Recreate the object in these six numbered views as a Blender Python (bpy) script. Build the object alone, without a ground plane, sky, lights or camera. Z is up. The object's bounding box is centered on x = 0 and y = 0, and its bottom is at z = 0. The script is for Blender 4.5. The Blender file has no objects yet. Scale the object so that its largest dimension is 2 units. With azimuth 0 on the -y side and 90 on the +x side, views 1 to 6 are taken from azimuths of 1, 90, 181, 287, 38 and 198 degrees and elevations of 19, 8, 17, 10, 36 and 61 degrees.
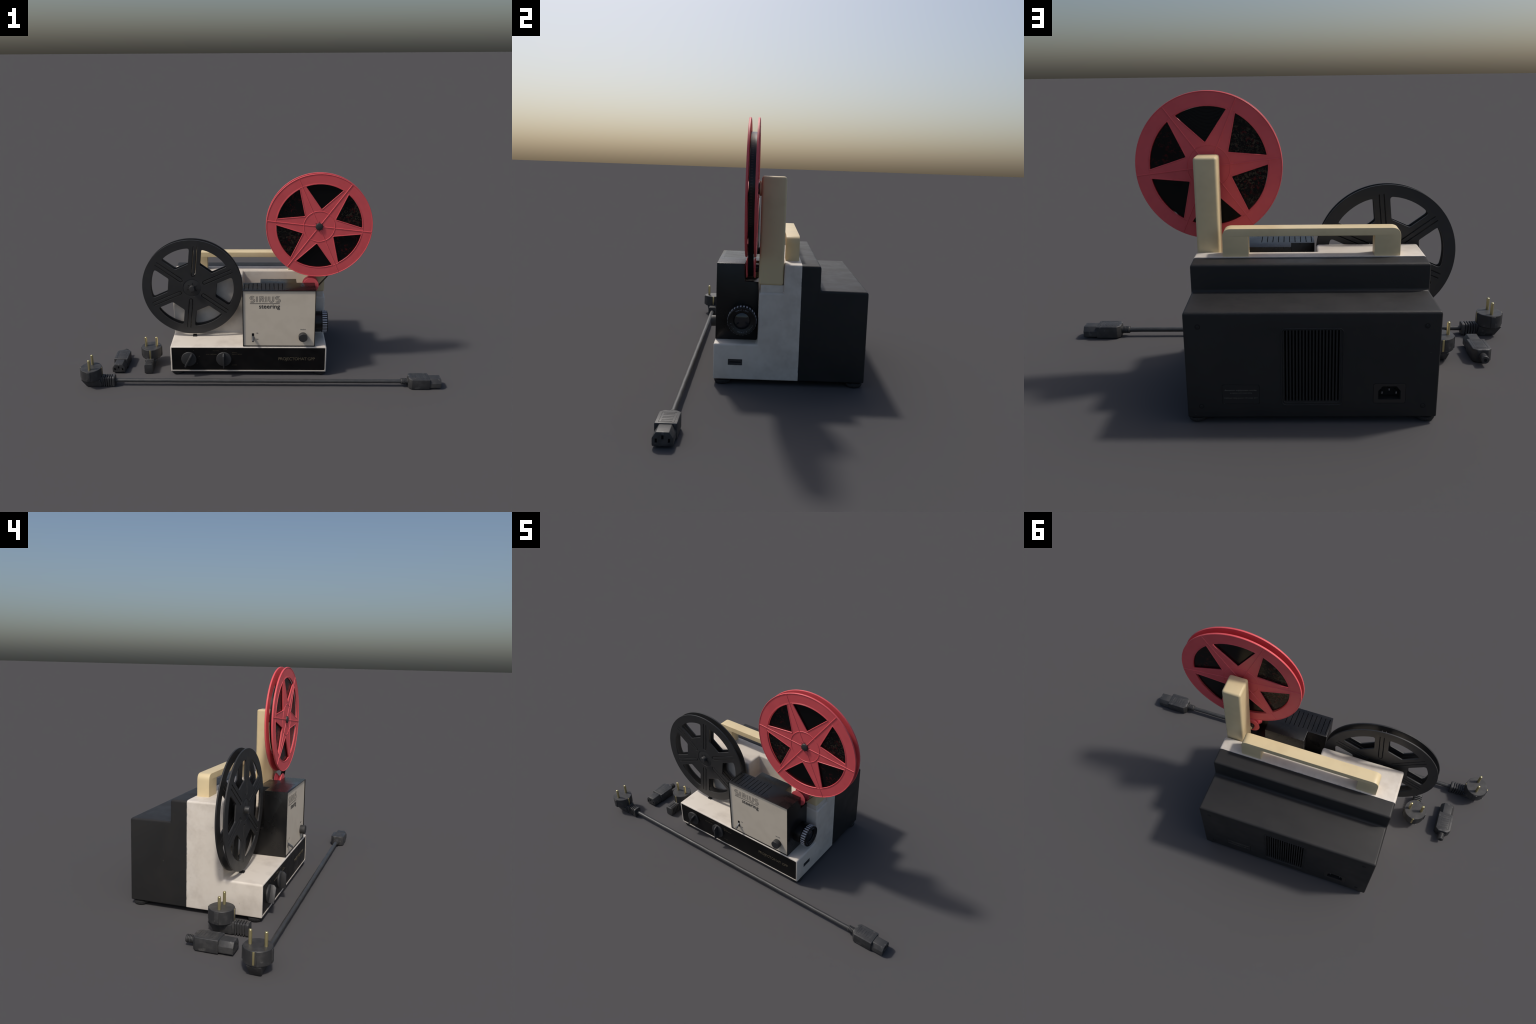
import bpy, bmesh, math
from math import pi, sin, cos, radians
from mathutils import Vector, Matrix

# ------------------------------------------------------------------ materials
def material(name, base, rough=0.5, dirt=None, dirt_scale=5.0, dirt_amount=0.5, speck=None, speck_scale=60.0,
             speck_cut=0.72, speck_amount=0.6, rough_var=0.1, bump=0.0, bump_scale=150.0, metallic=0.0,
             spec=0.5, edge=None, edge_amount=0.5, coat=0.0):
    m = bpy.data.materials.new(name); m.use_nodes = True
    nt = m.node_tree; N = nt.nodes; L = nt.links
    b = N["Principled BSDF"]
    b.inputs["Roughness"].default_value = rough
    b.inputs["Metallic"].default_value = metallic
    b.inputs["Specular IOR Level"].default_value = spec
    b.inputs["Coat Weight"].default_value = coat
    tc = N.new("ShaderNodeTexCoord")
    def noise(scale, detail=6, rg=0.6, off=0.0):
        mp = N.new("ShaderNodeMapping"); mp.inputs["Location"].default_value = (off, off * 1.7, off * .6)
        L.new(tc.outputs["Object"], mp.inputs["Vector"])
        n = N.new("ShaderNodeTexNoise"); n.inputs["Scale"].default_value = scale
        n.inputs["Detail"].default_value = detail; n.inputs["Roughness"].default_value = rg
        L.new(mp.outputs["Vector"], n.inputs["Vector"]); return n
    def ramp(src, lo, hi, v0=0.0, v1=1.0):
        r = N.new("ShaderNodeMapRange"); r.inputs["From Min"].default_value = lo; r.inputs["From Max"].default_value = hi
        r.inputs["To Min"].default_value = v0; r.inputs["To Max"].default_value = v1
        L.new(src, r.inputs["Value"]); return r.outputs["Result"]
    def mix(fac, a, c):
        x = N.new("ShaderNodeMix"); x.data_type = 'RGBA'
        if hasattr(fac, "node"): L.new(fac, x.inputs["Factor"])
        else: x.inputs["Factor"].default_value = fac
        for s, v in ((x.inputs[6], a), (x.inputs[7], c)):
            if hasattr(v, "node"): L.new(v, s)
            else: s.default_value = (*v, 1)
        return x.outputs[2]
    col = None
    cur = base
    if dirt:
        cur = mix(ramp(noise(dirt_scale).outputs["Fac"], 0.46, 0.72, 0, dirt_amount), cur, dirt)
    if speck:
        cur = mix(ramp(noise(speck_scale, 3, .5, 3.1).outputs["Fac"], speck_cut, speck_cut + .05, 0, speck_amount), cur, speck)
    if edge:
        g = N.new("ShaderNodeNewGeometry")
        mul = N.new("ShaderNodeMath"); mul.operation = 'MULTIPLY'
        L.new(ramp(g.outputs["Pointiness"], 0.52, 0.60, 0, edge_amount), mul.inputs[0])
        L.new(ramp(noise(30, 4, .6, 7.).outputs["Fac"], 0.35, 0.65), mul.inputs[1])
        cur = mix(mul.outputs[0], cur, edge)
    if hasattr(cur, "node"): L.new(cur, b.inputs["Base Color"])
    else: b.inputs["Base Color"].default_value = (*cur, 1)
    if rough_var:
        L.new(ramp(noise(9, 5, .6, 11.).outputs["Fac"], .3, .7, rough - rough_var, rough + rough_var), b.inputs["Roughness"])
    if bump:
        bp = N.new("ShaderNodeBump"); bp.inputs["Strength"].default_value = bump; bp.inputs["Distance"].default_value = .002
        L.new(noise(bump_scale, 3, .5, 5.).outputs["Fac"], bp.inputs["Height"]); L.new(bp.outputs["Normal"], b.inputs["Normal"])
    m["_n"] = 1
    return m

WHITE = material("white_housing_paint", (.675, .612, .53), .5, (.46, .40, .34), 9, .55, (.20, .175, .16), 50, .73, .6, bump=.05, edge=(.80, .75, .68), edge_amount=.6)  # edge colour: bevel highlights from the sun, painted paler into the base
PANEL = material("cream_panel_paint", (.715, .628, .502), .5, (.58, .50, .39), 9, .4, None, bump=.03)
BLACK = material("black_housing_plastic", (.0225, .0225, .0225), .50, (.031, .028, .026), 6, .6, (.10, .095, .09), 42, .74, .55, spec=.24, bump=.10, bump_scale=260)
LAMP = material("black_lamp_house_paint", (.0052, .0052, .0055), .30, (.016, .014, .0125), 9, .6, (.04, .034, .03), 40, .75, .4, rough_var=.06, spec=.42, bump=.12, bump_scale=60)
GLOSS = material("black_fascia", (.0042, .0042, .0045), .36, (.012, .0105, .010), 11, .8, None, rough_var=.12, spec=.26)
REEL_B = material("black_reel_plastic", (.0215, .0215, .022), .5, (.030, .028, .027), 6, .6, None, bump=.06, edge=(.09, .09, .09), edge_amount=.25)
REEL_R = material("red_reel_plastic", (.77, .100, .114), .48, (.62, .070, .082), 10, .4, None, bump=.04, edge=(.70, .13, .15), edge_amount=.35)
CREAM = material("cream_yellow_plastic", (.725, .59, .35), .45, (.56, .43, .24), 9, .4, (.4, .33, .24), 60, .74, .5, bump=.05)
RUBBER = material("dark_rubber", (.032, .032, .033), .5, (.070, .068, .066), 28, .75, (.12, .117, .112), 34, .64, .5, bump=.12, bump_scale=120)
CABLE = material("cable_rubber", (.040, .040, .040), .45, (.075, .073, .070), 30, .4, bump=.05)
FOOT = material("black_foot_rubber", (.017, .017, .0175), .55, (.03, .03, .03), 25, .5)
KNOB = material("grey_black_knob", (.030, .030, .031), .45, (.05, .05, .05), 20, .4)
HOLE = material("dark_hole", (.003, .003, .003), .8, rough_var=0)
BRASS = material("brass", (.64, .555, .29), .34, (.50, .43, .22), 30, .5, metallic=.85, rough_var=.05)
STEEL = material("dull_steel", (.38, .39, .41), .35, metallic=1.0)
RIBGREY = material("pale_grey_paint", (.46, .475, .52), .5, (.33, .34, .37), 30, .4)
GLASS = material("lens_glass", (.010, .012, .016), .08, rough_var=.03, coat=.5)
INK = material("black_ink", (.020, .019, .018), .6, rough_var=0)
INKSOFT = material("grey_ink", (.10, .088, .077), .6, rough_var=0)
GOLDINK = material("faded_gold_ink", (.115, .095, .060), .6, (.040, .034, .024), 28, .8, rough_var=0)
PLATEINK = material("plate_ink", (.13, .12, .10), .6, rough_var=0)
DIMINK = material("dim_gold_ink", (.060, .050, .032), .6, rough_var=0)
SILVERINK = material("silver_ink", (.20, .21, .23), .6, rough_var=0)
LEVER = material("grey_lever", (.06, .062, .066), .4, rough_var=.05)
SOCKETM = material("brown_black_plastic", (.021, .018, .016), .5, rough_var=.05)
FILMEDGE = material("film_roll_side", (.004, .004, .0045), .24, rough_var=.05, bump=.08, bump_scale=140, spec=.2)

def paint_lit_tops(m, colour, amount):
    """base colour lightened on up-facing faces to paint the sunlight they catch"""
    nt = m.node_tree; N = nt.nodes; L = nt.links; b = N["Principled BSDF"]
    src = b.inputs["Base Color"].links[0].from_socket
    g = N.new("ShaderNodeNewGeometry"); sp = N.new("ShaderNodeSeparateXYZ"); L.new(g.outputs["Normal"], sp.inputs[0])
    r = N.new("ShaderNodeMapRange"); r.inputs["From Min"].default_value = .35; r.inputs["From Max"].default_value = .9
    r.inputs["To Max"].default_value = amount; L.new(sp.outputs["Z"], r.inputs["Value"])
    tc = N.new("ShaderNodeTexCoord"); n = N.new("ShaderNodeTexNoise"); n.inputs["Scale"].default_value = 8; n.inputs["Detail"].default_value = 8
    mp = N.new("ShaderNodeMapping"); mp.inputs["Scale"].default_value = (1, 2.2, 1); L.new(tc.outputs["Object"], mp.inputs["Vector"]); L.new(mp.outputs["Vector"], n.inputs["Vector"])
    q = N.new("ShaderNodeMapRange"); q.inputs["From Min"].default_value = .3; q.inputs["From Max"].default_value = .65
    q.inputs["To Min"].default_value = .45; L.new(n.outputs["Fac"], q.inputs["Value"])
    k = N.new("ShaderNodeMath"); k.operation = 'MULTIPLY'; L.new(r.outputs["Result"], k.inputs[0]); L.new(q.outputs["Result"], k.inputs[1])
    x = N.new("ShaderNodeMix"); x.data_type = 'RGBA'; L.new(k.outputs[0], x.inputs["Factor"]); L.new(src, x.inputs[6]); x.inputs[7].default_value = (*colour, 1)
    L.new(x.outputs[2], b.inputs["Base Color"])
paint_lit_tops(BLACK, (.034, .0325, .032), .85)

def film_side(m):
    """layers of wound film: black, with red flecks and painted grey-gold glints in chosen windows"""
    nt = m.node_tree; N = nt.nodes; L = nt.links; b = N["Principled BSDF"]
    tc = N.new("ShaderNodeTexCoord")
    def nz(scale, off, st=(1, 1, 1)):
        mp = N.new("ShaderNodeMapping"); mp.inputs["Location"].default_value = off; mp.inputs["Scale"].default_value = st
        L.new(tc.outputs["Object"], mp.inputs["Vector"])
        n = N.new("ShaderNodeTexNoise"); n.inputs["Scale"].default_value = scale; n.inputs["Detail"].default_value = 8
        n.inputs["Roughness"].default_value = .75
        L.new(mp.outputs["Vector"], n.inputs["Vector"]); return n.outputs["Fac"]
    def step(s, lo, hi):
        r = N.new("ShaderNodeMapRange"); r.inputs["From Min"].default_value = lo; r.inputs["From Max"].default_value = hi
        L.new(s, r.inputs["Value"]); return r.outputs["Result"]
    def mul(a, c):
        x = N.new("ShaderNodeMath"); x.operation = 'MULTIPLY'; L.new(a, x.inputs[0]); L.new(c, x.inputs[1]); return x.outputs[0]
    nrm = N.new("ShaderNodeVectorMath"); nrm.operation = 'NORMALIZE'; L.new(tc.outputs["Object"], nrm.inputs[0])
    def sector(deg, amount):
        """1 inside one of the star's windows, seen from the reel's axis"""
        d = N.new("ShaderNodeVectorMath"); d.operation = 'DOT_PRODUCT'; L.new(nrm.outputs[0], d.inputs[0])
        d.inputs[1].default_value = (cos(radians(deg)), sin(radians(deg)), 0)
        r = N.new("ShaderNodeMapRange"); r.inputs["From Min"].default_value = .86; r.inputs["From Max"].default_value = .97
        r.inputs["To Max"].default_value = amount; L.new(d.outputs["Value"], r.inputs["Value"]); return r.outputs["Result"]
    def add(*v):
        o = v[0]
        for w in v[1:]:
            x = N.new("ShaderNodeMath"); x.operation = 'ADD'; L.new(o, x.inputs[0]); L.new(w, x.inputs[1]); o = x.outputs[0]
        return o
    sep = N.new("ShaderNodeSeparateXYZ"); L.new(tc.outputs["Object"], sep.inputs[0])
    frontside = N.new("ShaderNodeMath"); frontside.operation = 'GREATER_THAN'; L.new(sep.outputs["Z"], frontside.inputs[0]); frontside.inputs[1].default_value = 0
    def sides(f, r):
        x = N.new("ShaderNodeMix"); L.new(frontside.outputs[0], x.inputs["Factor"]); L.new(r, x.inputs[2]); L.new(f, x.inputs[3]); return x.outputs[0]
    grey = mul(mul(step(nz(85, (2, 1, 5)), .52, .54), step(nz(13, (4.3, 2, 1)), .45, .53)),
               sides(add(sector(203, .75), sector(23, .7)), add(sector(203, 1.), sector(143, .8))))
    red = mul(mul(step(nz(70, (7, 3, 2)), .52, .55), step(nz(14, (1, 6.4, 3)), .47, .55)),
              sides(add(sector(143, .45), sector(203, .3), sector(23, .4), sector(-37, .5)), add(sector(203, .8), sector(143, .6), sector(23, .5))))
    x1 = N.new("ShaderNodeMix"); x1.data_type = 'RGBA'; L.new(red, x1.inputs["Factor"])
    x1.inputs[6].default_value = (.0035, .0035, .004, 1); x1.inputs[7].default_value = (.10, .006, .009, 1)
    x2 = N.new("ShaderNodeMix"); x2.data_type = 'RGBA'; L.new(grey, x2.inputs["Factor"])
    L.new(x1.outputs[2], x2.inputs[6]); x2.inputs[7].default_value = (.055, .047, .032, 1)
    L.new(x2.outputs[2], b.inputs["Base Color"])
    # fine concentric edges of the wound turns
    wv = N.new("ShaderNodeTexWave"); wv.wave_type = 'RINGS'; wv.rings_direction = 'Z'; wv.inputs["Scale"].default_value = 60
    wv.inputs["Distortion"].default_value = 1.2; wv.inputs["Detail"].default_value = 2; L.new(tc.outputs["Object"], wv.inputs["Vector"])
    bp = N.new("ShaderNodeBump"); bp.inputs["Strength"].default_value = .16; bp.inputs["Distance"].default_value = .001
    old = b.inputs["Normal"].links[0].from_socket
    L.new(wv.outputs["Fac"], bp.inputs["Height"]); L.new(old, bp.inputs["Normal"]); L.new(bp.outputs["Normal"], b.inputs["Normal"])
film_side(FILMEDGE)

def film_band_material():
    """glossy film with a row of faint perforation marks along the wound edge"""
    m = material("film_band", (.008, .0075, .007), .28, rough_var=0)
    nt = m.node_tree; N = nt.nodes; L = nt.links; b = N["Principled BSDF"]
    tc = N.new("ShaderNodeTexCoord"); sp = N.new("ShaderNodeSeparateXYZ"); L.new(tc.outputs["Object"], sp.inputs[0])
    def math_(op, a, c=None):
        x = N.new("ShaderNodeMath"); x.operation = op
        for i, v in enumerate((a, c)):
            if v is None: continue
            if hasattr(v, "node"): L.new(v, x.inputs[i])
            else: x.inputs[i].default_value = v
        return x.outputs[0]
    ang = math_('ARCTAN2', sp.outputs["Y"], sp.outputs["X"])
    saw = math_('FRACT', math_('MULTIPLY', ang, 20.5))
    tick = math_('LESS_THAN', saw, .42)
    band = math_('LESS_THAN', math_('ABSOLUTE', math_('SUBTRACT', sp.outputs["Z"], .003)), .0045)
    x = N.new("ShaderNodeMix"); x.data_type = 'RGBA'; L.new(math_('MULTIPLY', tick, band), x.inputs["Factor"])
    x.inputs[6].default_value = (.007, .0068, .0068, 1); x.inputs[7].default_value = (.050, .040, .034, 1)
    L.new(x.outputs[2], b.inputs["Base Color"])
    return m
FILMBAND = film_band_material()

# ------------------------------------------------------------------ helpers
COLL = bpy.context.scene.collection
def link(name, me, mat=None, parent=None):
    o = bpy.data.objects.new(name, me); COLL.objects.link(o)
    if mat and not me.materials: me.materials.append(mat)
    if parent: o.parent = parent
    return o
def smooth(me, ang=35):
    for p in me.polygons: p.use_smooth = True
    me.set_sharp_from_angle(angle=radians(ang))
def from_bm(bm, name):
    bmesh.ops.recalc_face_normals(bm, faces=bm.faces)
    me = bpy.data.meshes.new(name); bm.to_mesh(me); bm.free(); return me
def evaluated(o):
    dg = bpy.context.evaluated_depsgraph_get(); dg.update()
    return bpy.data.meshes.new_from_object(o.evaluated_get(dg), depsgraph=dg)
def bake(o):
    me = evaluated(o); old = o.data; o.modifiers.clear(); o.data = me
    return o
def box_bm(lo, hi, bm=None):
    bm = bm or bmesh.new()
    v = [bm.verts.new((x, y, z)) for x in (lo[0], hi[0]) for y in (lo[1], hi[1]) for z in (lo[2], hi[2])]
    for f in ((0, 1, 3, 2), (4, 6, 7, 5), (0, 4, 5, 1), (2, 3, 7, 6), (0, 2, 6, 4), (1, 5, 7, 3)):
        bm.faces.new([v[i] for i in f])
    return bm
def prism_bm(pts, axis, a, b, bm=None):
    """extrude a 2-D outline along an axis; pts are (u, v) in the two other axes in order"""
    bm = bm or bmesh.new()
    def P(p, t):
        c = list(p); c.insert(axis, t); return c
    lo = [bm.verts.new(P(p, a)) for p in pts]; hi = [bm.verts.new(P(p, b)) for p in pts]
    n = len(pts)
    bm.faces.new(lo); bm.faces.new(hi[::-1])
    for i in range(n): bm.faces.new((lo[i], hi[i], hi[(i + 1) % n], lo[(i + 1) % n]))
    return bm
def bevel_bm(bm, w, seg=3, keep=None, ang=20):
    bmesh.ops.recalc_face_normals(bm, faces=bm.faces)
    es = [e for e in bm.edges if len(e.link_faces) == 2 and e.calc_face_angle(0) > radians(ang) and (keep is None or keep(e))]
    bmesh.ops.bevel(bm, geom=es, offset=w, segments=seg, profile=.5, affect='EDGES', clamp_overlap=True)
    return bm
def box(name, lo, hi, mat, parent, bev=0.0, seg=2, ang=35):
    bm = box_bm(lo, hi)
    if bev: bevel_bm(bm, bev, seg)
    me = from_bm(bm, name); smooth(me, ang); return link(name, me, mat, parent)
def cut(o, bms):
    """boolean difference with a list of cutter bmeshes"""
    for bm in bms:
        me = from_bm(bm, "cutter"); c = link("cutter", me)
        md = o.modifiers.new("cut", 'BOOLEAN'); md.object = c; md.operation = 'DIFFERENCE'; md.solver = 'EXACT'
        bake(o); bpy.data.objects.remove(c)
    return o
def bevel_weighted(o, width, weight, seg=4):
    """round each edge by width * weight(middle, direction)"""
    me = o.data; at = me.attributes.new("bevel_weight_edge", 'FLOAT', 'EDGE')
    for e in me.edges:
        a, b = (me.vertices[i].co for i in e.vertices)
        at.data[e.index].value = weight((a + b) / 2, (b - a).normalized())
    md = o.modifiers.new("round", 'BEVEL'); md.width = width; md.segments = seg; md.limit_method = 'WEIGHT'; md.use_clamp_overlap = True
    return bake(o)
def rev_bm(profile, seg=64, bm=None, close=True):
    """lathe a list of (radius, height) about local z"""
    bm = bm or bmesh.new(); rings = []
    for r, z in profile:
        if r < 1e-6: rings.append([bm.verts.new((0, 0, z))])
        else: rings.append([bm.verts.new((r * cos(2 * pi * i / seg), r * sin(2 * pi * i / seg), z)) for i in range(seg)])
    for A, B in zip(rings, rings[1:]):
        for i in range(seg):
            j = (i + 1) % seg
            if len(A) == 1: bm.faces.new((A[0], B[j], B[i]))
            elif len(B) == 1: bm.faces.new((A[i], A[j], B[0]))
            else: bm.faces.new((A[i], A[j], B[j], B[i]))
    return bm
def lathe(name, profile, mat, parent, loc=(0, 0, 0), rot=(0, 0, 0), seg=64, ang=35):
    me = from_bm(rev_bm(profile, seg), name); smooth(me, ang)
    o = link(name, me, mat, parent); o.location = loc; o.rotation_euler = rot; return o
FRONT = (pi / 2, 0, 0)      # local z -> world -y
RIGHT = (0, pi / 2, 0)      # local z -> world +x
def flat(name, loops, half, bev, mat=None, parent=None, bevres=1):
    """fill closed 2-D loops (holes by even-odd) and extrude to thickness 2*half, with rounded edges"""
    cu = bpy.data.curves.new(name, 'CURVE'); cu.dimensions = '2D'; cu.fill_mode = 'BOTH'
    cu.extrude = max(half - bev, 1e-5); cu.bevel_depth = bev; cu.bevel_resolution = bevres; cu.offset = -bev
    for lp in loops:
        s = cu.splines.new('POLY'); s.points.add(len(lp) - 1); s.use_cyclic_u = True
        for p, q in zip(s.points, lp): p.co = (q[0], q[1], 0, 1)
    t = bpy.data.objects.new("tmp", cu); COLL.objects.link(t)
    me = evaluated(t); bpy.data.objects.remove(t); me.name = name
    bm = bmesh.new(); bm.from_mesh(me); bmesh.ops.remove_doubles(bm, verts=bm.verts, dist=1e-6)
    bm.to_mesh(me); bm.free(); me.materials.clear(); smooth(me, 17)
    return link(name, me, mat, parent) if parent is not None or mat else me
def circle(r, n=128, c=(0, 0)): return [(c[0] + r * cos(2 * pi * i / n), c[1] + r * sin(2 * pi * i / n)) for i in range(n)]
def round_poly(pts, r, n=5):
    """round every corner of a polygon; r may be one radius or one per corner"""
    out = []; k = len(pts); rs = r if isinstance(r, (list, tuple)) else [r] * k
    for i in range(k):
        p = Vector(pts[i]); a = (Vector(pts[i - 1]) - p); b = (Vector(pts[(i + 1) % k]) - p)
        if rs[i] <= 0: out.append(tuple(p)); continue
        la, lb = a.length, b.length; a.normalize(); b.normalize()
        half = math.acos(max(-1, min(1, a.dot(b)))) / 2
        d = min(rs[i] / math.tan(half), la * .48, lb * .48)
        s, e = p + a * d, p + b * d
        for j in range(n + 1):
            t = j / n; out.append(tuple((1 - t) ** 2 * s + 2 * t * (1 - t) * p + t * t * e))
    return out
def rrect(x0, y0, x1, y1, r, n=5): return round_poly([(x0, y0), (x1, y0), (x1, y1), (x0, y1)], r, n)
def tube(name, paths, r, mat, parent, cyclic=False, res=2, loc=(0, 0, 0), rot=(0, 0, 0), flatten=1.0):
    cu = bpy.data.curves.new(name, 'CURVE'); cu.dimensions = '3D'; cu.bevel_depth = r; cu.bevel_resolution = res; cu.use_fill_caps = True
    for path in paths:
        s = cu.splines.new('POLY'); s.points.add(len(path) - 1); s.use_cyclic_u = cyclic
        for p, q in zip(s.points, path): p.co = (q[0], q[1], (q[2] if len(q) > 2 else 0), 1)
    t = bpy.data.objects.new("tmp", cu); COLL.objects.link(t); me = evaluated(t); bpy.data.objects.remove(t)
    me.name = name; me.materials.clear(); smooth(me, 50)
    if flatten != 1.0:
        for v in me.vertices: v.co.z *= flatten
    o = link(name, me, mat, parent); o.location = loc; o.rotation_euler = rot; return o
def text(body, size, loc, rot, mat, parent, width=None, align='LEFT', weight=0.0, name="lettering", depth=.0004, spacing=1.0, res=3):
    cu = bpy.data.curves.new(name, 'FONT'); cu.body = body; cu.size = size; cu.extrude = depth; cu.offset = weight
    cu.align_x = align; cu.space_character = spacing; cu.resolution_u = res
    t = bpy.data.objects.new("tmp", cu); COLL.objects.link(t); me = evaluated(t); bpy.data.objects.remove(t)
    me.name = name; me.materials.clear()
    if width:
        xs = [v.co.x for v in me.vertices]; k = width / (max(xs) - min(xs)); x0 = min(xs)
        for v in me.vertices: v.co.x = (v.co.x - (x0 if align == 'LEFT' else 0)) * k
    o = link(name, me, mat, parent); o.location = loc; o.rotation_euler = rot; o["kind"] = "stuff"; return o
def empty(name, loc, label, cat):
    o = bpy.data.objects.new(name, None); COLL.objects.link(o); o.location = loc; o.empty_display_size = .05
    o["label"] = label; o["category"] = cat; return o
def copy(o, loc=None, rot=None):
    c = o.copy(); COLL.objects.link(c)
    if loc is not None: c.location = loc
    if rot is not None: c.rotation_euler = rot
    return c

# ------------------------------------------------------------------ projector housing
X0, X1 = -.5125, .379
YF, YS, YB = -.2445, .1262, .416
ZB = .0215
proj = empty("film_projector", (0, 0, 0), "vintage cream and black home movie film projector", "film projector")

# front shell: stepped profile (y, z) drawn across the full width, then the recess behind the lamp house is taken out
prof = [(YF, ZB), (YS, ZB), (YS, .536), (-.055, .536), (-.055, .181), (YF, .181)]
bm = prism_bm(prof, 0, X0, X1)
shell = link("front_shell", from_bm(bm, "front_shell"), None, proj)
cut(shell, [box_bm((-.1, -.08, .4105), (.5, .0505, .6))])
def shell_weight(m, d):
    if m.y > YS - .002: return 0
    if m.z < ZB + .001: return .4
    if abs(d.z) > .9 and m.x < X0 + .01 or abs(d.z) > .9 and m.x > X1 - .01: return .45 if m.y < YF + .01 else .9
    if m.y < YF + .001: return .55
    return 1
bevel_weighted(shell, .0115, shell_weight)
# recessed fascia opening, side slot
cut(shell, [prism_bm(rrect(X0 + .0080, ZB + .0095, X1 - .0080, .1735, .007), 1, YF - .01, YF + .0045),
            prism_bm(rrect(-.1805, .0855, -.118, .1130, .003), 0, X1 - .006, X1 + .01)])
smooth(shell.data, 40); shell.data.materials.clear(); shell.data.materials.append(WHITE)

def add_seam_chips():
    """dark chips and grime where the cream shell meets the black back, and grime on the left flank"""
    nt = WHITE.node_tree; N = nt.nodes; L = nt.links; b = N["Principled BSDF"]
    src = b.inputs["Base Color"].links[0].from_socket
    tc = N.new("ShaderNodeTexCoord"); sp = N.new("ShaderNodeSeparateXYZ"); L.new(tc.outputs["Object"], sp.inputs[0])
    n = N.new("ShaderNodeTexNoise"); n.inputs["Scale"].default_value = 45; n.inputs["Detail"].default_value = 5
    L.new(tc.outputs["Object"], n.inputs["Vector"])
    r = N.new("ShaderNodeMapRange"); L.new(n.outputs["Fac"], r.inputs["Value"])
    r.inputs["From Min"].default_value = .50; r.inputs["From Max"].default_value = .74; r.inputs["To Min"].default_value = .0002; r.inputs["To Max"].default_value = .0042
    d = N.new("ShaderNodeMath"); d.operation = 'SUBTRACT'; d.inputs[0].default_value = YS; L.new(sp.outputs["Y"], d.inputs[1])
    lt = N.new("ShaderNodeMath"); lt.operation = 'LESS_THAN'; L.new(d.outputs[0], lt.inputs[0]); L.new(r.outputs["Result"], lt.inputs[1])
    k = N.new("ShaderNodeMath"); k.operation = 'MULTIPLY'; L.new(lt.outputs[0], k.inputs[0]); k.inputs[1].default_value = .55
    x = N.new("ShaderNodeMix"); x.data_type = 'RGBA'; L.new(k.outputs[0], x.inputs["Factor"]); L.new(src, x.inputs[6])
    x.inputs[7].default_value = (.16, .16, .18, 1)
    L.new(x.outputs[2], b.inputs["Base Color"])
add_seam_chips()

# rear housing
prof = [(YS + .0012, ZB), (YB, ZB), (YB, .4275), (.2085, .4275), (.2085, .5335), (YS + .0012, .5335)]
bm = prism_bm(prof, 0, X0 + .0005, X1 - .0005)
rear = link("rear_housing", from_bm(bm, "rear_housing"), BLACK, proj)
def rear_weight(m, d):
    if m.y < YS + .004: return 0
    if m.z < ZB + .001: return .5
    if abs(d.z) > .9: return .55
    return 1
bevel_weighted(rear, .0110, rear_weight)
slots = bmesh.new()
VX0, VX1, NS = -.162, .0295, 17
for i in range(NS):
    c = VX0 + .003 + (VX1 - VX0 - .006) * i / (NS - 1)
    box_bm((c - .0030, YB - .03, .0885), (c + .0030, YB + .01, .360), slots)
hexa = [(-.381, .0925), (-.301, .0925), (-.301, .126), (-.316, .1445), (-.366, .1445), (-.381, .126)]
cut(rear, [slots, prism_bm(rrect(-.3988, .0775, -.2832, .1557, .008), 1, YB - .0012, YB + .01),
           prism_bm(rrect(.1180, .0755, .2525, .1535, .008), 1, YB - .0012, YB + .01),
           prism_bm(hexa, 1, YB - .032, YB + .01)])
smooth(rear.data, 40); rear.data.materials.clear(); rear.data.materials.append(BLACK)
# dark lining behind the vent slots
box("vent_liner", (VX0 - .004, YB - .0295, .087), (VX1 + .004, YB - .0285, .362), HOLE, rear)
ring = [(x, z) for x, z in rrect(-.1755, .0715, .0405, .3665, .019, 8)]
tube("vent_frame", [[(x, YB + .0002, z) for x, z in ring]], .0022, BLACK, rear, cyclic=True)
ring = [(x, z) for x, z in rrect(-.168, .0815, .0345, .3625, .012, 8)]
tube("vent_frame", [[(x, YB + .0000, z) for x, z in ring]], .0016, BLACK, rear, cyclic=True)
# power inlet with three pins
inlet = flat("power_inlet", [rrect(-.3972, .0790, -.2848, .1542, .0075), hexa], .0008, .0003, SOCKETM, rear)
inlet.rotation_euler = FRONT; inlet.location = (0, YB - .0002, 0)
walls = flat("inlet_well", [round_poly([(x * 1.0, z) for x, z in hexa], .001, 2), [(-.341 + (x + .341) * .955, .1165 + (z - .1165) * .93) for x, z in hexa]], .0145, .0002, HOLE, inlet)
walls.location = (0, 0, .0158)
bk = flat("inlet_floor", [hexa], .0005, .0001, HOLE, inlet); bk.location = (0, 0, .0310)
for px, pz in ((-.316, .115), (-.341, .1275), (-.366, .115)):
    p = box("inlet_pin", (-.0016, -.0045, 0), (.0016, .0045, .024), STEEL, inlet, .0006); p.location = (px, pz, .0065)
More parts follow.
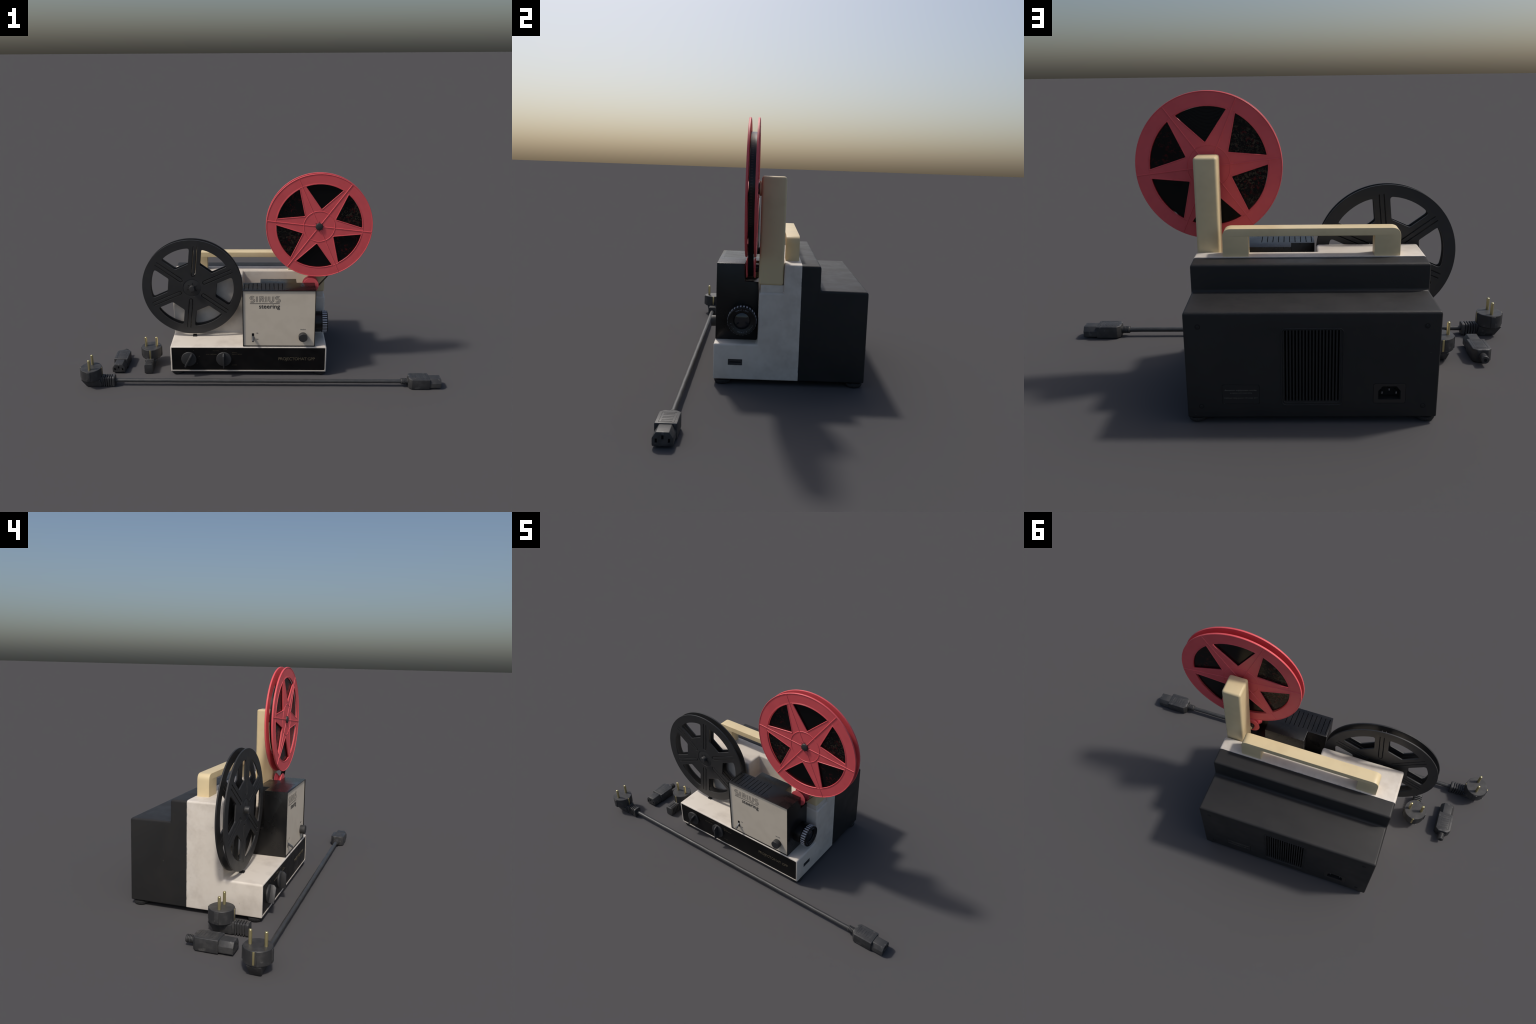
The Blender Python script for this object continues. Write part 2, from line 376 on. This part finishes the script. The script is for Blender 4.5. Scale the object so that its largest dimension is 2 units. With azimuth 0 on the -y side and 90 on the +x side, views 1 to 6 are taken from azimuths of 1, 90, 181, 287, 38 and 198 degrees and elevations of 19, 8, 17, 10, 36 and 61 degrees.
# rating plate
plate = flat("rating_plate", [rrect(.1200, .0775, .2505, .1515, .007)], .0009, .0004, BLACK, rear)
plate.rotation_euler = FRONT; plate.location = (0, YB - .0004, 0)
tube("plate_groove", [[(x, YB - .0001, z) for x, z in rrect(.1190, .0765, .2515, .1525, .0078, 6)]], .0010, HOLE, plate.parent, cyclic=True)
BACKROT = (pi / 2, 0, pi)
for body, z, xl, w, sz in (("Amateur equipment works", .1285, .2430, .113, .0085), ("projector with motor drive", .1185, .2230, .077, .0062),
                           ("maximum lamp power 100 watts 12 V", .0985, .2450, .119, .0070)):
    text(body, sz, (xl, YB + .0008, z), BACKROT, PLATEINK, rear, width=w, name="rating_lettering", res=1)
# case screws
for sx, sz in ((.3275, .3745), (-.461, .3745), (.3275, .0675), (-.461, .0675)):
    s = lathe("case_screw", [(.0098, -.001), (.0098, .0005), (.0060, .0004), (0, .0004)], HOLE, rear, (sx, YB, sz), (-pi / 2, 0, 0), 24)
    h = lathe("screw_head", [(.0058, .0002), (.0056, .0010), (.0034, .0016), (0, .0018)], BLACK, s, (0, 0, 0), (0, 0, 0), 20)
    b = box("screw_slot", (-.004, -.0008, .0012), (.004, .0008, .0020), HOLE, s); b.rotation_euler = (0, 0, .7)

# feet with knurled rim
foot0 = None
for fx in (-.479, .346):
    for fy in (-.2045, .376):
        if foot0 is None:
            n = 96; bm = bmesh.new()
            pr = [(.0, .024), (.022, .024), (.022, .0165), (.0300, .0168), (.0350, .0150), (.0355, .0110), (.0340, .003), (.030, 0), (0, 0)]
            rev_bm(pr, n, bm)
            for v in bm.verts:
                r = math.hypot(v.co.x, v.co.y)
                if r > .033:
                    k = 1 + .018 * (1 if round(math.atan2(v.co.y, v.co.x) / (2 * pi / n)) % 2 else -1)
                    v.co.x *= k; v.co.y *= k
            me = from_bm(bm, "foot"); smooth(me, 30); foot0 = link("foot", me, FOOT, proj); foot0.location = (fx, fy, 0)
        else: copy(foot0, (fx, fy, 0))

# side slot
sl = flat("side_socket", [rrect(-.1795, .0865, -.119, .112, .0025), rrect(-.174, .0965, -.1245, .1015, .001)], .0025, .0006, KNOB, proj)
sl.rotation_euler = (pi / 2, 0, pi / 2); sl.location = (X1 - .0035, 0, 0)
box("side_socket_gap", (X1 - .0055, -.176, .094), (X1 - .005, -.122, .104), HOLE, sl.parent)

# fascia with two dials
fas = flat("fascia", [rrect(X0 + .0085, ZB + .010, X1 - .0085, .1730, .0065)], .0016, .0003, GLOSS, proj)
fas.rotation_euler = FRONT; fas.location = (0, YF + .0035, 0)
YP = YF + .0035 - .0017
def dial(cx, cz, turn):
    d = lathe("dial", [(.0, .0), (.0435, 0), (.0435, .006), (.0422, .0078), (.0385, .0088), (0, .0092)], KNOB, proj, (cx, YP, cz), FRONT, 64, 30)
    bm = prism_bm([(-.0425, .006), (-.0435, .034), (.030, .034), (.0420, .022), (.0430, .006)], 0, -.0048, .0048)
    for v in bm.verts:
        if v.co.z > .02: v.co.x *= .8
    bevel_bm(bm, .001, 2); me = from_bm(bm, "dial_grip"); smooth(me, 40)
    g = link("dial_grip", me, KNOB, d); g.rotation_euler = (0, 0, turn)
    mk = box("dial_mark", (-.0011, .031, .0315), (.0011, .0385, .0335), SILVERINK, g); mk.rotation_euler = (-.0, 0, 0)
    bpy.data.objects.remove(mk)
dial(-.407, .103, radians(-27)); dial(-.2065, .103, 0)
YT = YP - .0004
for t, (x, z) in zip("1234567", ((-.458, .116), (-.429, .152), (-.382, .152), (-.350, .116), (-.3595, .071), (-.4045, .0515), (-.4475, .071))):
    text(t, .0085, (x, YT, z), FRONT, DIMINK, fas.parent, name="dial_number", res=1)
for body, x, z, w in (("AUTO THREADING", -.309, .1285, .060), ("FORWARD", -.268, .1515, .035), ("STOP", -.207, .1595, .020),
                      ("STILL", -.158, .1405, .028), ("INSTANT REPLAY", -.158, .130, .057), ("REWIND", -.161, .0615, .028)):
    text(body, .0072, (x, YT, z), FRONT, DIMINK, fas.parent, width=w, name="fascia_lettering", res=1)
text("PROJECTOMAT GPP", .0255, (.1055, YT, .0955), FRONT, GOLDINK, fas.parent, width=.2085, weight=-.0002, name="model_lettering", spacing=.86)

# carrying handle
h0, h1, hz0, hz1, leg = -.4135, .2645, .533, .6455, .0985
pts = [(h0, hz0), (h0 + leg, hz0), (h0 + leg, .6155), (h1 - leg, .6155), (h1 - leg, hz0), (h1, hz0), (h1, hz1), (h0, hz1)]
hp = round_poly(pts, [0, 0, .003, .003, 0, 0, .034, .034], 8)
handle = flat("carrying_handle", [hp], .0300, .0016, CREAM, proj, 2)
handle.rotation_euler = FRONT; handle.location = (0, .0875, 0)

# reel arm
bm = box_bm((.2825, -.0575, .4425), (.3735, .0485, .9065)); bevel_bm(bm, .0115, 4)
me = from_bm(bm, "reel_arm"); smooth(me, 40); arm = link("reel_arm", me, CREAM, proj)
box("arm_pedestal", (.2845, -.0480, .404), (.3670, .0520, .4440), WHITE, proj, .003)

# ------------------------------------------------------------------ lamp house
LX0, LX1, LY0, LY1, LZ0, LZ1 = -.0965, .3115, -.2425, -.0590, .1825, .5235
bm = box_bm((LX0, LY0, LZ0), (LX1, LY1, LZ1))
lamp = link("lamp_house", from_bm(bm, "lamp_house"), None, proj)
cut(lamp, [box_bm((.2085, -.1195, .4450), (.5, .1, .7)), box_bm((-.3, -.1205, .323), (.0025, .1, .7))])
bm = bmesh.new(); bm.from_mesh(lamp.data); bevel_bm(bm, .0016, 2); lamp.data = from_bm(bm, "lamp_house")
vents = bmesh.new()
for i in range(10):
    c = -.0852 + .2118 * i / 9
    box_bm((c - .0016, -.2265, LZ1 - .02), (c + .0016, -.1325, LZ1 + .01), vents)
cut(lamp, [vents, box_bm((LX0 + .0035, LY0 - .01, LZ0 + .0035), (LX1 - .0035, LY0 + .0055, LZ1 - .0035)),])
smooth(lamp.data, 40); lamp.data.materials.clear(); lamp.data.materials.append(LAMP)
YPAN = LY0 + .0045
bm = box_bm((LX0 + .004, YPAN, LZ0 + .004), (LX1 - .004, YPAN + .003, LZ1 - .004))
panel = link("lamp_house_panel", from_bm(bm, "lamp_house_panel"), PANEL, proj)
cut(panel, [prism_bm(rrect(-.0458, .2165, -.0318, .2625, .002), 1, YPAN - .01, YPAN + .002)])
panel.data.materials.clear(); panel.data.materials.append(PANEL)
box("switch_slot", (-.0456, YPAN + .0012, .2167), (-.0320, YPAN + .0016, .2623), HOLE, panel)
bm = prism_bm([(.0, .0055), (.0, -.0055), (-.026, -.0205), (-.0285, -.0125)], 0, -.0055, .0055)
bevel_bm(bm, .001, 2); me = from_bm(bm, "switch_lever"); smooth(me, 40)
lev = link("switch_lever", me, LEVER, panel); lev.location = (-.0388, YPAN + .001, .2405)
# focus knob with fluted side
n = 72; bm = rev_bm([(0, 0), (.0235, 0), (.0245, .002), (.0245, .0275), (.0232, .0292), (0, .0296)], n)
for v in bm.verts:
    r = math.hypot(v.co.x, v.co.y)
    if r > .024 and round((math.atan2(v.co.y, v.co.x)) / (2 * pi / n)) % 2: v.co.x *= .975; v.co.y *= .975
me = from_bm(bm, "focus_knob"); smooth(me, 30); fk = link("focus_knob", me, KNOB, panel); fk.location = (.2425, YPAN - .0005, .2465); fk.rotation_euler = FRONT
YL = YPAN - .0003
text("FOCUS", .0085, (.2285, YL, .2845), FRONT, INKSOFT, panel, width=.0285, name="panel_lettering", res=1)
text("18", .0085, (-.0205, YL, .2615), FRONT, INKSOFT, panel, width=.010, name="panel_lettering", res=1)
text("24", .0085, (-.0205, YL, .2235), FRONT, INKSOFT, panel, width=.011, name="panel_lettering", res=1)
text("steering", .0365, (-.0045, YL, .4158), FRONT, INK, panel, width=.1165, weight=.00032, name="brand_lettering")
box("brand_underline", (-.0545, YPAN - .0006, .4435), (.1105, YPAN + .0004, .4465), INKSOFT, panel)

# double-line capitals: every stroke of a letter is drawn as two parallel lines
def arc(cx, cz, rx, rz, a0, a1, n=14): return [(cx + rx * cos(radians(a0 + (a1 - a0) * i / n)), cz + rz * sin(radians(a0 + (a1 - a0) * i / n))) for i in range(n + 1)]
def offset_path(p, d):
    out = []
    for i in range(len(p)):
        a = Vector(p[max(i - 1, 0)]); b = Vector(p[min(i + 1, len(p) - 1)]); t = (b - a).normalized()
        out.append((p[i][0] - t.y * d, p[i][1] + t.x * d))
    return out
H, G = .0343, .0033
def letter_S(): return [arc(0, .0250, .0102, .0078, 32, 270, 14)[:-1] + arc(0, .0094, .0112, .0079, 90, -150, 16)]
def letter_I(): return [[(0, 0), (0, H)]]
def letter_U(): return [[(-.0110, H), (-.0110, .0125)] + arc(0, .0125, .0110, .0105, 180, 360, 14)[1:-1] + [(.0110, .0125), (.0110, H)]]
paths = []
for fn, x in ((letter_S, -.0414), (letter_I, -.0158), (letter_I, .0363), (letter_U, .0640), (letter_S, .0999)):
    for p in fn():
        q = [(a + x, b) for a, b in p]
        paths += [offset_path(q, G), offset_path(q, -G)]
# the R: outer outline, inner outline with the bowl, and a two-line leg
paths += [[(-.0022, 0), (-.0022, H), (.0130, H)] + arc(.0132, H - .0098, .0105, .0098, 84, -62, 12),
          [(.0046, 0), (.0046, H - .0066), (.0125, H - .0066)] + arc(.0130, H - .0105, .0040, .0039, 80, -90, 8) + [(.0046, H - .0144)],
          [(.0082, H - .0178), (.0182, 0)], [(.0160, H - .0184), (.0252, 0)]]
tube("brand_lettering", [[(a, b, 0) for a, b in p] for p in paths], .0014, INKSOFT, panel, loc=(0, YL + .0002, .4532), rot=FRONT, flatten=.35, res=1)["kind"] = "stuff"

# lens
LC = (0, -.1245, .2848)
barrel = lathe("lens", [(0, 0), (.0605, 0), (.0605, .038), (.0580, .039), (.0580, .043), (.0615, .0435), (.0620, .046), (.0620, .074), (.0605, .0775),
                        (.0580, .0785), (.0545, .0780), (.0370, .0735), (.0350, .0700), (.0350, .066), (0, .066)], LAMP, proj, (LX1 - .001, LC[1], LC[2]), RIGHT, 96, 25)
lathe("lens_glass", [(0, .0722), (.012, .0716), (.024, .0698), (.0345, .0665)], GLASS, barrel, seg=64)
bm = bmesh.new()
for i in range(28):
    a = 2 * pi * (i + .5) / 28
    b2 = box_bm((-.0034, .0605, .0475), (.0034, .0628, .0730))
    bmesh.ops.rotate(b2, verts=b2.verts, matrix=Matrix.Rotation(a, 3, 'Z'))
    t = bpy.data.meshes.new("t"); b2.to_mesh(t); b2.free(); bm.from_mesh(t); bpy.data.meshes.remove(t)
gr = link("lens_grip_rib", from_bm(bm, "lens_grip_rib"), RIBGREY, barrel); gr["kind"] = "stuff"
def ring_text(body, a0, step, flip):
    """letters set one by one round the lens rim; angles are clockwise from the top as seen from the front"""
    for i, ch in enumerate(body):
        if ch == " ": continue
        a = radians(a0 + step * i)
        rr = .0465
        # lens local frame: local x -> world -z, local y -> world y, local z -> world +x
        yy, zz = rr * sin(a), rr * cos(a)
        ro = (pi / 2, 0, pi / 2)
        o = text(ch, .0085, (LX1 + .0762, LC[1] + yy, LC[2] + zz), ro, SILVERINK, proj, align='CENTER', name="lens_lettering", res=1)
        o.rotation_euler = (Matrix.Rotation(-a, 3, 'X') @ Matrix.Rotation(pi / 2, 3, 'Z') @ Matrix.Rotation(pi / 2, 3, 'X')).to_euler()
        if flip: o.rotation_euler = (Matrix.Rotation(-a + pi, 3, 'X') @ Matrix.Rotation(pi / 2, 3, 'Z') @ Matrix.Rotation(pi / 2, 3, 'X')).to_euler()
ring_text("VARIO LENS", -32, 7.0, False)
ring_text("f=16.5-30mm", 112, 8.5, False)
ring_text("1:1.3", 226, 7.5, False)

# ------------------------------------------------------------------ reels
def reel_red():
    C = (.3284, .8531); off = radians(-6.5)
    loops = [circle(.2940, 192)]
    Rw, Rv, ha = .2385, .0955, radians(4.0)
    wins = []
    for k in range(6):
        a, b = off + k * pi / 3 + ha, off + (k + 1) * pi / 3 - ha
        n = 16; w = [(Rw * cos(a + (b - a) * i / n), Rw * sin(a + (b - a) * i / n)) for i in range(n + 1)]
        m = (a + b) / 2; w.append((Rv * cos(m), Rv * sin(m)))
        rs = [0.002] + [0] * (n - 1) + [.002, .006]
        wins.append(round_poly(w, rs, 4))
    hub = lathe("film_reel", [(0, -.020), (.034, -.020), (.034, .017), (0, .017)], REEL_R, proj, (C[0], -.0937, C[1]), FRONT, 48)
    fm = flat("reel_flange", loops + wins, .0036, .0012)
    ridges = [circle(.2920, 160), circle(.0865, 72)] + [w for w in wins]
    spokes = []
    for k in range(6):
        a = off + k * pi / 3
        spokes.append([(r * cos(a), r * sin(a)) for r in (.02, .09, .16, .24, .2905)])
    # ring following the windows' outer edge plus star outline
    obj = []
    for side in (1, -1):
        f = link("reel_flange", fm, REEL_R, hub); f.location = (0, 0, .0185 if side > 0 else -.0172)
        z = .0036 * side
        t = tube("flange_rib", [[(x, y, 0) for x, y in r] for r in ridges], .0023, REEL_R, f, cyclic=True, res=1); t.location = (0, 0, z - .0005 * side)
        t = tube("flange_rib", [[(x, y, 0) for x, y in r] for r in spokes], .0026, REEL_R, f, res=1); t.location = (0, 0, z - .0004 * side)
        t = tube("flange_rib", [[(x, y, 0) for x, y in circle(.2415, 144)]], .0017, REEL_R, f, cyclic=True, res=1); t.location = (0, 0, z - .0006 * side)
    # wound film: side faces and outer band
    film = lathe("film_roll", [(.033, -.0122), (.2345, -.0122), (.2345, .0132), (.033, .0132)], FILMEDGE, hub, seg=160)
    lathe("film_band", [(.2347, -.0121), (.2352, -.0119), (.2352, .0129), (.2347, .0131)], FILMBAND, hub, seg=160)
    # spindle tip and slots
    lathe("spindle_knob", [(.0205, .021), (.0205, .0255), (.0180, .0295), (.0125, .0315), (0, .0320)], KNOB, hub, seg=32)
    bm = bmesh.new()
    for k in range(8):
        a = off + .12 + k * pi / 4; b2 = box_bm((.018, -.0011, .0222), (.0285, .0011, .0229))
        bmesh.ops.rotate(b2, verts=b2.verts, matrix=Matrix.Rotation(a, 3, 'Z'))
        t = bpy.data.meshes.new("t"); b2.to_mesh(t); b2.free(); bm.from_mesh(t); bpy.data.meshes.remove(t)
    link("spindle_slot", from_bm(bm, "spindle_slot"), HOLE, hub)["kind"] = "stuff"
    lathe("spindle_washer", [(0, -.0280), (.0265, -.0280), (.0265, -.0205), (0, -.0205)], LAMP, hub, seg=40)
    lathe("spindle_boss", [(0, -.040), (.032, -.040), (.032, -.0300), (.030, -.0272), (0, -.0270)], CREAM, hub, seg=48)
    return C
RC = reel_red()

def reel_black():
    C = (-.3889, .4884); off = radians(84)
    Ro, w, a0 = .2385, .0335, .1385
    loops = [circle(.2870, 192)]
    for k in range(6):
        b = off + pi / 6 + k * pi / 3     # bisector of the window
        # window in bisector frame (u along bisector, v across): inner edge u=a0, sides parallel to the neighbouring spokes
        def side(u, s):                  # v on the side line: distance w from the spoke direction at +-30 deg
            return s * (u * math.tan(pi / 6) - w / cos(pi / 6))
        vin = side(a0, 1)
        # outer corner: on circle Ro
        u = a0
        while math.hypot(u, side(u, 1)) < Ro: u += .0002
        vo = side(u, 1); ao = math.atan2(vo, u)
        n = 10; ai = ao - .034 / Ro
        arcp = [(Ro * cos(-ai + 2 * ai * i / n), Ro * sin(-ai + 2 * ai * i / n)) for i in range(n + 1)]
        co = (Ro * cos(ao), Ro * sin(ao))
        P = [(a0, -vin), (co[0], -co[1])] + arcp + [co, (a0, vin)]
        P = round_poly(P, [.012, .0125] + [0] * (n + 1) + [.0125, .012], 7)
        loops.append([(x * cos(b) - y * sin(b), x * sin(b) + y * cos(b)) for x, y in P])
        # U-shaped slit along the spoke
        s = off + k * pi / 3; r0, r1, q, t = .0785, .2490, .0098, .0020
        outer = [(r1, q + t)] + [(r0 - (q + t) * sin(pi * j / 10), (q + t) * cos(pi * j / 10)) for j in range(11)] + [(r1, -q - t)]
        inner = [(r1, -q + t)] + [(r0 - (q - t) * sin(pi * j / 10), -(q - t) * cos(pi * j / 10)) for j in range(11)] + [(r1, q - t)]
        loops.append([(x * cos(s) - y * sin(s), x * sin(s) + y * cos(s)) for x, y in outer + inner])
    loops.append(circle(.0525, 72))
    hub = lathe("take_up_reel", [(0, -.0195), (.0530, -.0195), (.0530, .0195), (.0505, .0205), (0, .0205)], REEL_B, proj, (C[0], -.0937, C[1]), FRONT, 64, 25)
    fm = flat("reel_flange", loops, .0034, .0010)
    for z in (.0185, -.0175):
        f = link("reel_flange", fm, REEL_B, hub); f.location = (0, 0, z)
    lathe("spindle_knob", [(.0165, .016), (.0165, .040), (.0150, .0425), (0, .0435)], KNOB, hub, seg=32)
    bm = bmesh.new()
    for k in range(6):
        a = off + k * pi / 3; b2 = box_bm((.0150, -.0019, .0203), (.0305, .0019, .0210))  # raised near-black strips, modelled to show the shade inside the slots
        bmesh.ops.rotate(b2, verts=b2.verts, matrix=Matrix.Rotation(a, 3, 'Z'))
        t = bpy.data.meshes.new("t"); b2.to_mesh(t); b2.free(); bm.from_mesh(t); bpy.data.meshes.remove(t)
    link("spindle_slot", from_bm(bm, "spindle_slot"), HOLE, hub)["kind"] = "stuff"
    lathe("spindle_boss", [(0, -.045), (.020, -.045), (.020, -.0190), (0, -.0190)], KNOB, hub, seg=40)
reel_black()
box("film_guide", (-.396, -.116, .1795), (-.374, -.092, .1885), HOLE, proj, .0015)

# guide roller between reel and lamp house
RO = (.2895, .5035)
roller = lathe("guide_roller", [(0, .0205), (.0450, .0205), (.0455, .0190), (.0440, .0160), (.0400, .0135), (.0305, .0022), (.0250, .0015), (.0250, -.0015), (.0305, -.0022), (.0400, -.0135), (.0440, -.0160), (.0455, -.0190), (.0450, -.0205), (.016, -.0205), (0, -.0205)],
               REEL_R, proj, (RO[0], -.0935, RO[1]), FRONT, 64, 30)
lathe("roller_washer", [(0, -.0335), (.0185, -.0335), (.0195, -.0200), (0, -.0200)], LAMP, roller, seg=32)
lathe("roller_boss", [(0, -.040), (.0115, -.040), (.0115, -.0355), (.0110, -.0350), (0, -.0350)], CREAM, roller, seg=40)
# film strand: outer tangent from roller to wound film
r1, r2 = .0385, .2350
c1, c2 = Vector(RO), Vector(RC); d = c2 - c1; Ld = d.length; base = math.atan2(d.y, d.x)
al = base - math.acos((r1 - r2) / Ld)         # normal direction of the right-hand tangent
nv = Vector((cos(al), sin(al))); p1, p2 = c1 + nv * r1, c2 + nv * r2
th = .0006
bm = prism_bm([(p1.x, p1.y), (p2.x, p2.y), (p2.x + nv.x * th, p2.y + nv.y * th), (p1.x + nv.x * th, p1.y + nv.y * th)], 1, -.1060, -.0820)
for i in range(14):                          # the film turns a little way round the roller
    q0, q1 = al - i * .12, al - (i + 1) * .12
    u0, u1 = Vector((cos(q0), sin(q0))), Vector((cos(q1), sin(q1)))
    P = [c1 + u0 * r1, c1 + u0 * (r1 + th), c1 + u1 * (r1 + th), c1 + u1 * r1]
    prism_bm([(p.x, p.y) for p in P], 1, -.1060, -.0820, bm)
link("film_strand", from_bm(bm, "film_strand"), FILMBAND, proj)

# ------------------------------------------------------------------ mains plugs and connectors
def mains_plug(parent, loc, turn):
    """angled two-pin plug; local +x is the cable exit"""
    rt = (0, 0, turn); R = .0583
    body = lathe("plug_body", [(0, .047), (.054, .047), (R, .0515), (R + .0006, .09), (R, .1085), (R - .0016, .1105), (0, .1110)], RUBBER, parent, loc, rt, 40, 30)
    # wedge under the disc
    bm = bmesh.new()
    top = [(-.056, -.030), (.054, -.037), (.054, .037), (-.056, .030)]; bot = [(-.026, -.0235), (.060, -.0235), (.060, .0235), (-.026, .0235)]
    A = [bm.verts.new((x, y, .0475)) for x, y in top]; B = [bm.verts.new((x, y, .0005)) for x, y in bot]
    bm.faces.new(A[::-1]); bm.faces.new(B)
    for i in range(4): bm.faces.new((A[i], A[(i + 1) % 4], B[(i + 1) % 4], B[i]))
    bevel_bm(bm, .003, 2); me = from_bm(bm, "plug_heel"); smooth(me, 40); link("plug_heel", me, RUBBER, body)
    box("cable_neck", (.040, -.0215, .001), (.066, .0215, .0570), RUBBER, body, .004, 2)
    box("strain_relief", (.060, -.0175, .006), (.120, .0175, .0510), RUBBER, body, .004, 2)
    r0 = None
    for i, x in enumerate((.0715, .0840, .0965, .1090)):
        pts = round_poly([(-.0235, .0005), (.0235, .0005), (.0235, .0580), (-.0235, .0580)], [.005, .005, .012, .012], 5)
        if r0 is None:
            bm = prism_bm(pts, 0, -.0034, .0034); bevel_bm(bm, .0012, 2); me = from_bm(bm, "strain_rib"); smooth(me, 40)
            r0 = link("strain_rib", me, RUBBER, body); r0.location = (x, 0, 0)
        else: copy(r0, (x, 0, 0))
    pts = round_poly([(-.0235, .0005), (.0235, .0005), (.0235, .0580), (-.0235, .0580)], [.006, .006, .013, .013], 5)
    bm = prism_bm(pts, 0, .1170, .1305); bevel_bm(bm, .003, 2); me = from_bm(bm, "strain_end"); smooth(me, 40); link("strain_end", me, RUBBER, body)
    pr = lathe("plug_pin", [(.0071, .109), (.0071, .1655), (.0066, .1675), (.0050, .1692), (.0026, .1701), (0, .1704)], BRASS, body, (0, -.0318, 0), (0, 0, 0), 24)
    copy(pr, (0, .0318, 0))
    e = box("earth_strip", (-.0014, -.0042, .0555), (.0014, .0042, .1092), BRASS, body, .0005); e.location = (-R + .0002, 0, 0)
    copy(e, (R - .0002, 0, 0))
    for s in (-1, 1):
        for dx in (-.0085, .0085):
            g = box("earth_groove", (-.0020, -.0030, .052), (.0020, .0030, .1095), RUBBER, body, .0009); g.location = (s * (R - .0004), dx, 0)
        k = box("plug_key", (-.0105, -.0032, .0505), (.0105, .0032, .1060), RUBBER, body, .0014); k.location = (-.002, s * (R - .0006), 0)
    return body

def appliance_connector(parent, loc, turn):
    """straight female connector; local +x is the mating face, origin at the shoulder"""
    rt = (0, 0, turn); W, Hh = .0405, .0590
    pts = [(0, -W), (0, W), (-.100, W), (-.115, W - .017), (-.115, -W + .017), (-.100, -W)]
    bm = prism_bm(pts, 2, .0012, Hh); bevel_bm(bm, .0034, 3); me = from_bm(bm, "connector_body"); smooth(me, 40)
    body = link("connector_body", me, RUBBER, parent); body.location = loc; body.rotation_euler = rt
    hx = [(-.0345, .0050), (.0345, .0050), (.0365, .0085), (.0365, .0340), (.0225, .0555), (-.0225, .0555), (-.0365, .0340), (-.0365, .0085)]
    bm = prism_bm(hx, 0, -.004, .0630); bevel_bm(bm, .0018, 2, keep=lambda e: True, ang=15)
    nose = link("connector_nose", from_bm(bm, "connector_nose"))
    sl = bmesh.new()
    for yy, zz in ((-.0222, .0250), (0, .0370), (.0222, .0250)): box_bm((.045, yy - .0038, zz - .0070), (.08, yy + .0038, zz + .0070), sl)
    cut(nose, [sl]); nose.parent = body; smooth(nose.data, 35); nose.data.materials.clear(); nose.data.materials.append(RUBBER)
    for yy, zz in ((-.0222, .0250), (0, .0370), (.0222, .0250)):
        box("contact_hole", (.0452, yy - .0037, zz - .0069), (.0560, yy + .0037, zz + .0069), HOLE, nose)
    # cable boot with rings and a bore
    pr = [(.0100, -.112), (.0165, -.112)]
    for i in range(5):
        x = -.117 - .0070 * i
        pr += [(.0172, x), (.0175, x - .0022), (.0172, x - .0044), (.0138, x - .0050), (.0138, x - .0064)]
    pr += [(.0172, -.1505), (.0160, -.1525), (.0075, -.1525), (.0070, -.140), (0, -.140)]
    lathe("cable_boot", pr, RUBBER, body, (0, 0, .0290), (0, pi / 2, 0), 32, 40)
    lathe("boot_bore", [(.0068, -.1518), (0, -.1518)], HOLE, body, (0, 0, .0290), (0, pi / 2, 0), 24)
    # grip field on top: frame and ridges
    bm = bmesh.new()
    for i in range(6): box_bm((-.089 + .0135 * i, -.0195, Hh - .0008), (-.0845 + .0135 * i, .0195, Hh + .0008), bm)
    x0, x1, yy = -.096, -.010, .0285
    for lo, hi in (((x0, -yy), (x1, -yy + .002)), ((x0, yy - .002), (x1, yy)), ((x0, -yy + .002), (x0 + .002, yy - .002)), ((x1 - .002, -yy + .002), (x1, yy - .002))):
        box_bm((*lo, Hh - .0008), (*hi, Hh + .0007), bm)
    bevel_bm(bm, .0004, 1); link("grip_ridge", from_bm(bm, "grip_ridge"), RUBBER, body)["kind"] = "stuff"
    return body

YC = -.3565
cable = empty("power_cable", (0, YC, 0), "dark grey mains cable with plug and appliance connector", "power cable")
mains_plug(cable, (-.939, 0, 0), 0)
appliance_connector(cable, (.937, 0, 0), 0)
tube("cable_cord", [[(-.815 + i * (1.61 / 60), .0004 * sin(i * 1.3), .0282 + .0003 * sin(i * .7)) for i in range(61)]], .0112, CABLE, cable, res=4)

plug = empty("mains_plug", (-.6465, -.1005, 0), "loose dark rubber two pin mains plug with brass pins", "plug")
mains_plug(plug, (0, 0, 0), -pi / 2)
conn = empty("appliance_connector", (-.8205, -.1650, 0), "loose dark rubber appliance cable connector", "connector")
appliance_connector(conn, (0, 0, 0), -pi / 2)

# ------------------------------------------------------------------ tidy
for o in list(bpy.data.objects):
    if o.name.startswith(("cutter", "tmp")): bpy.data.objects.remove(o)
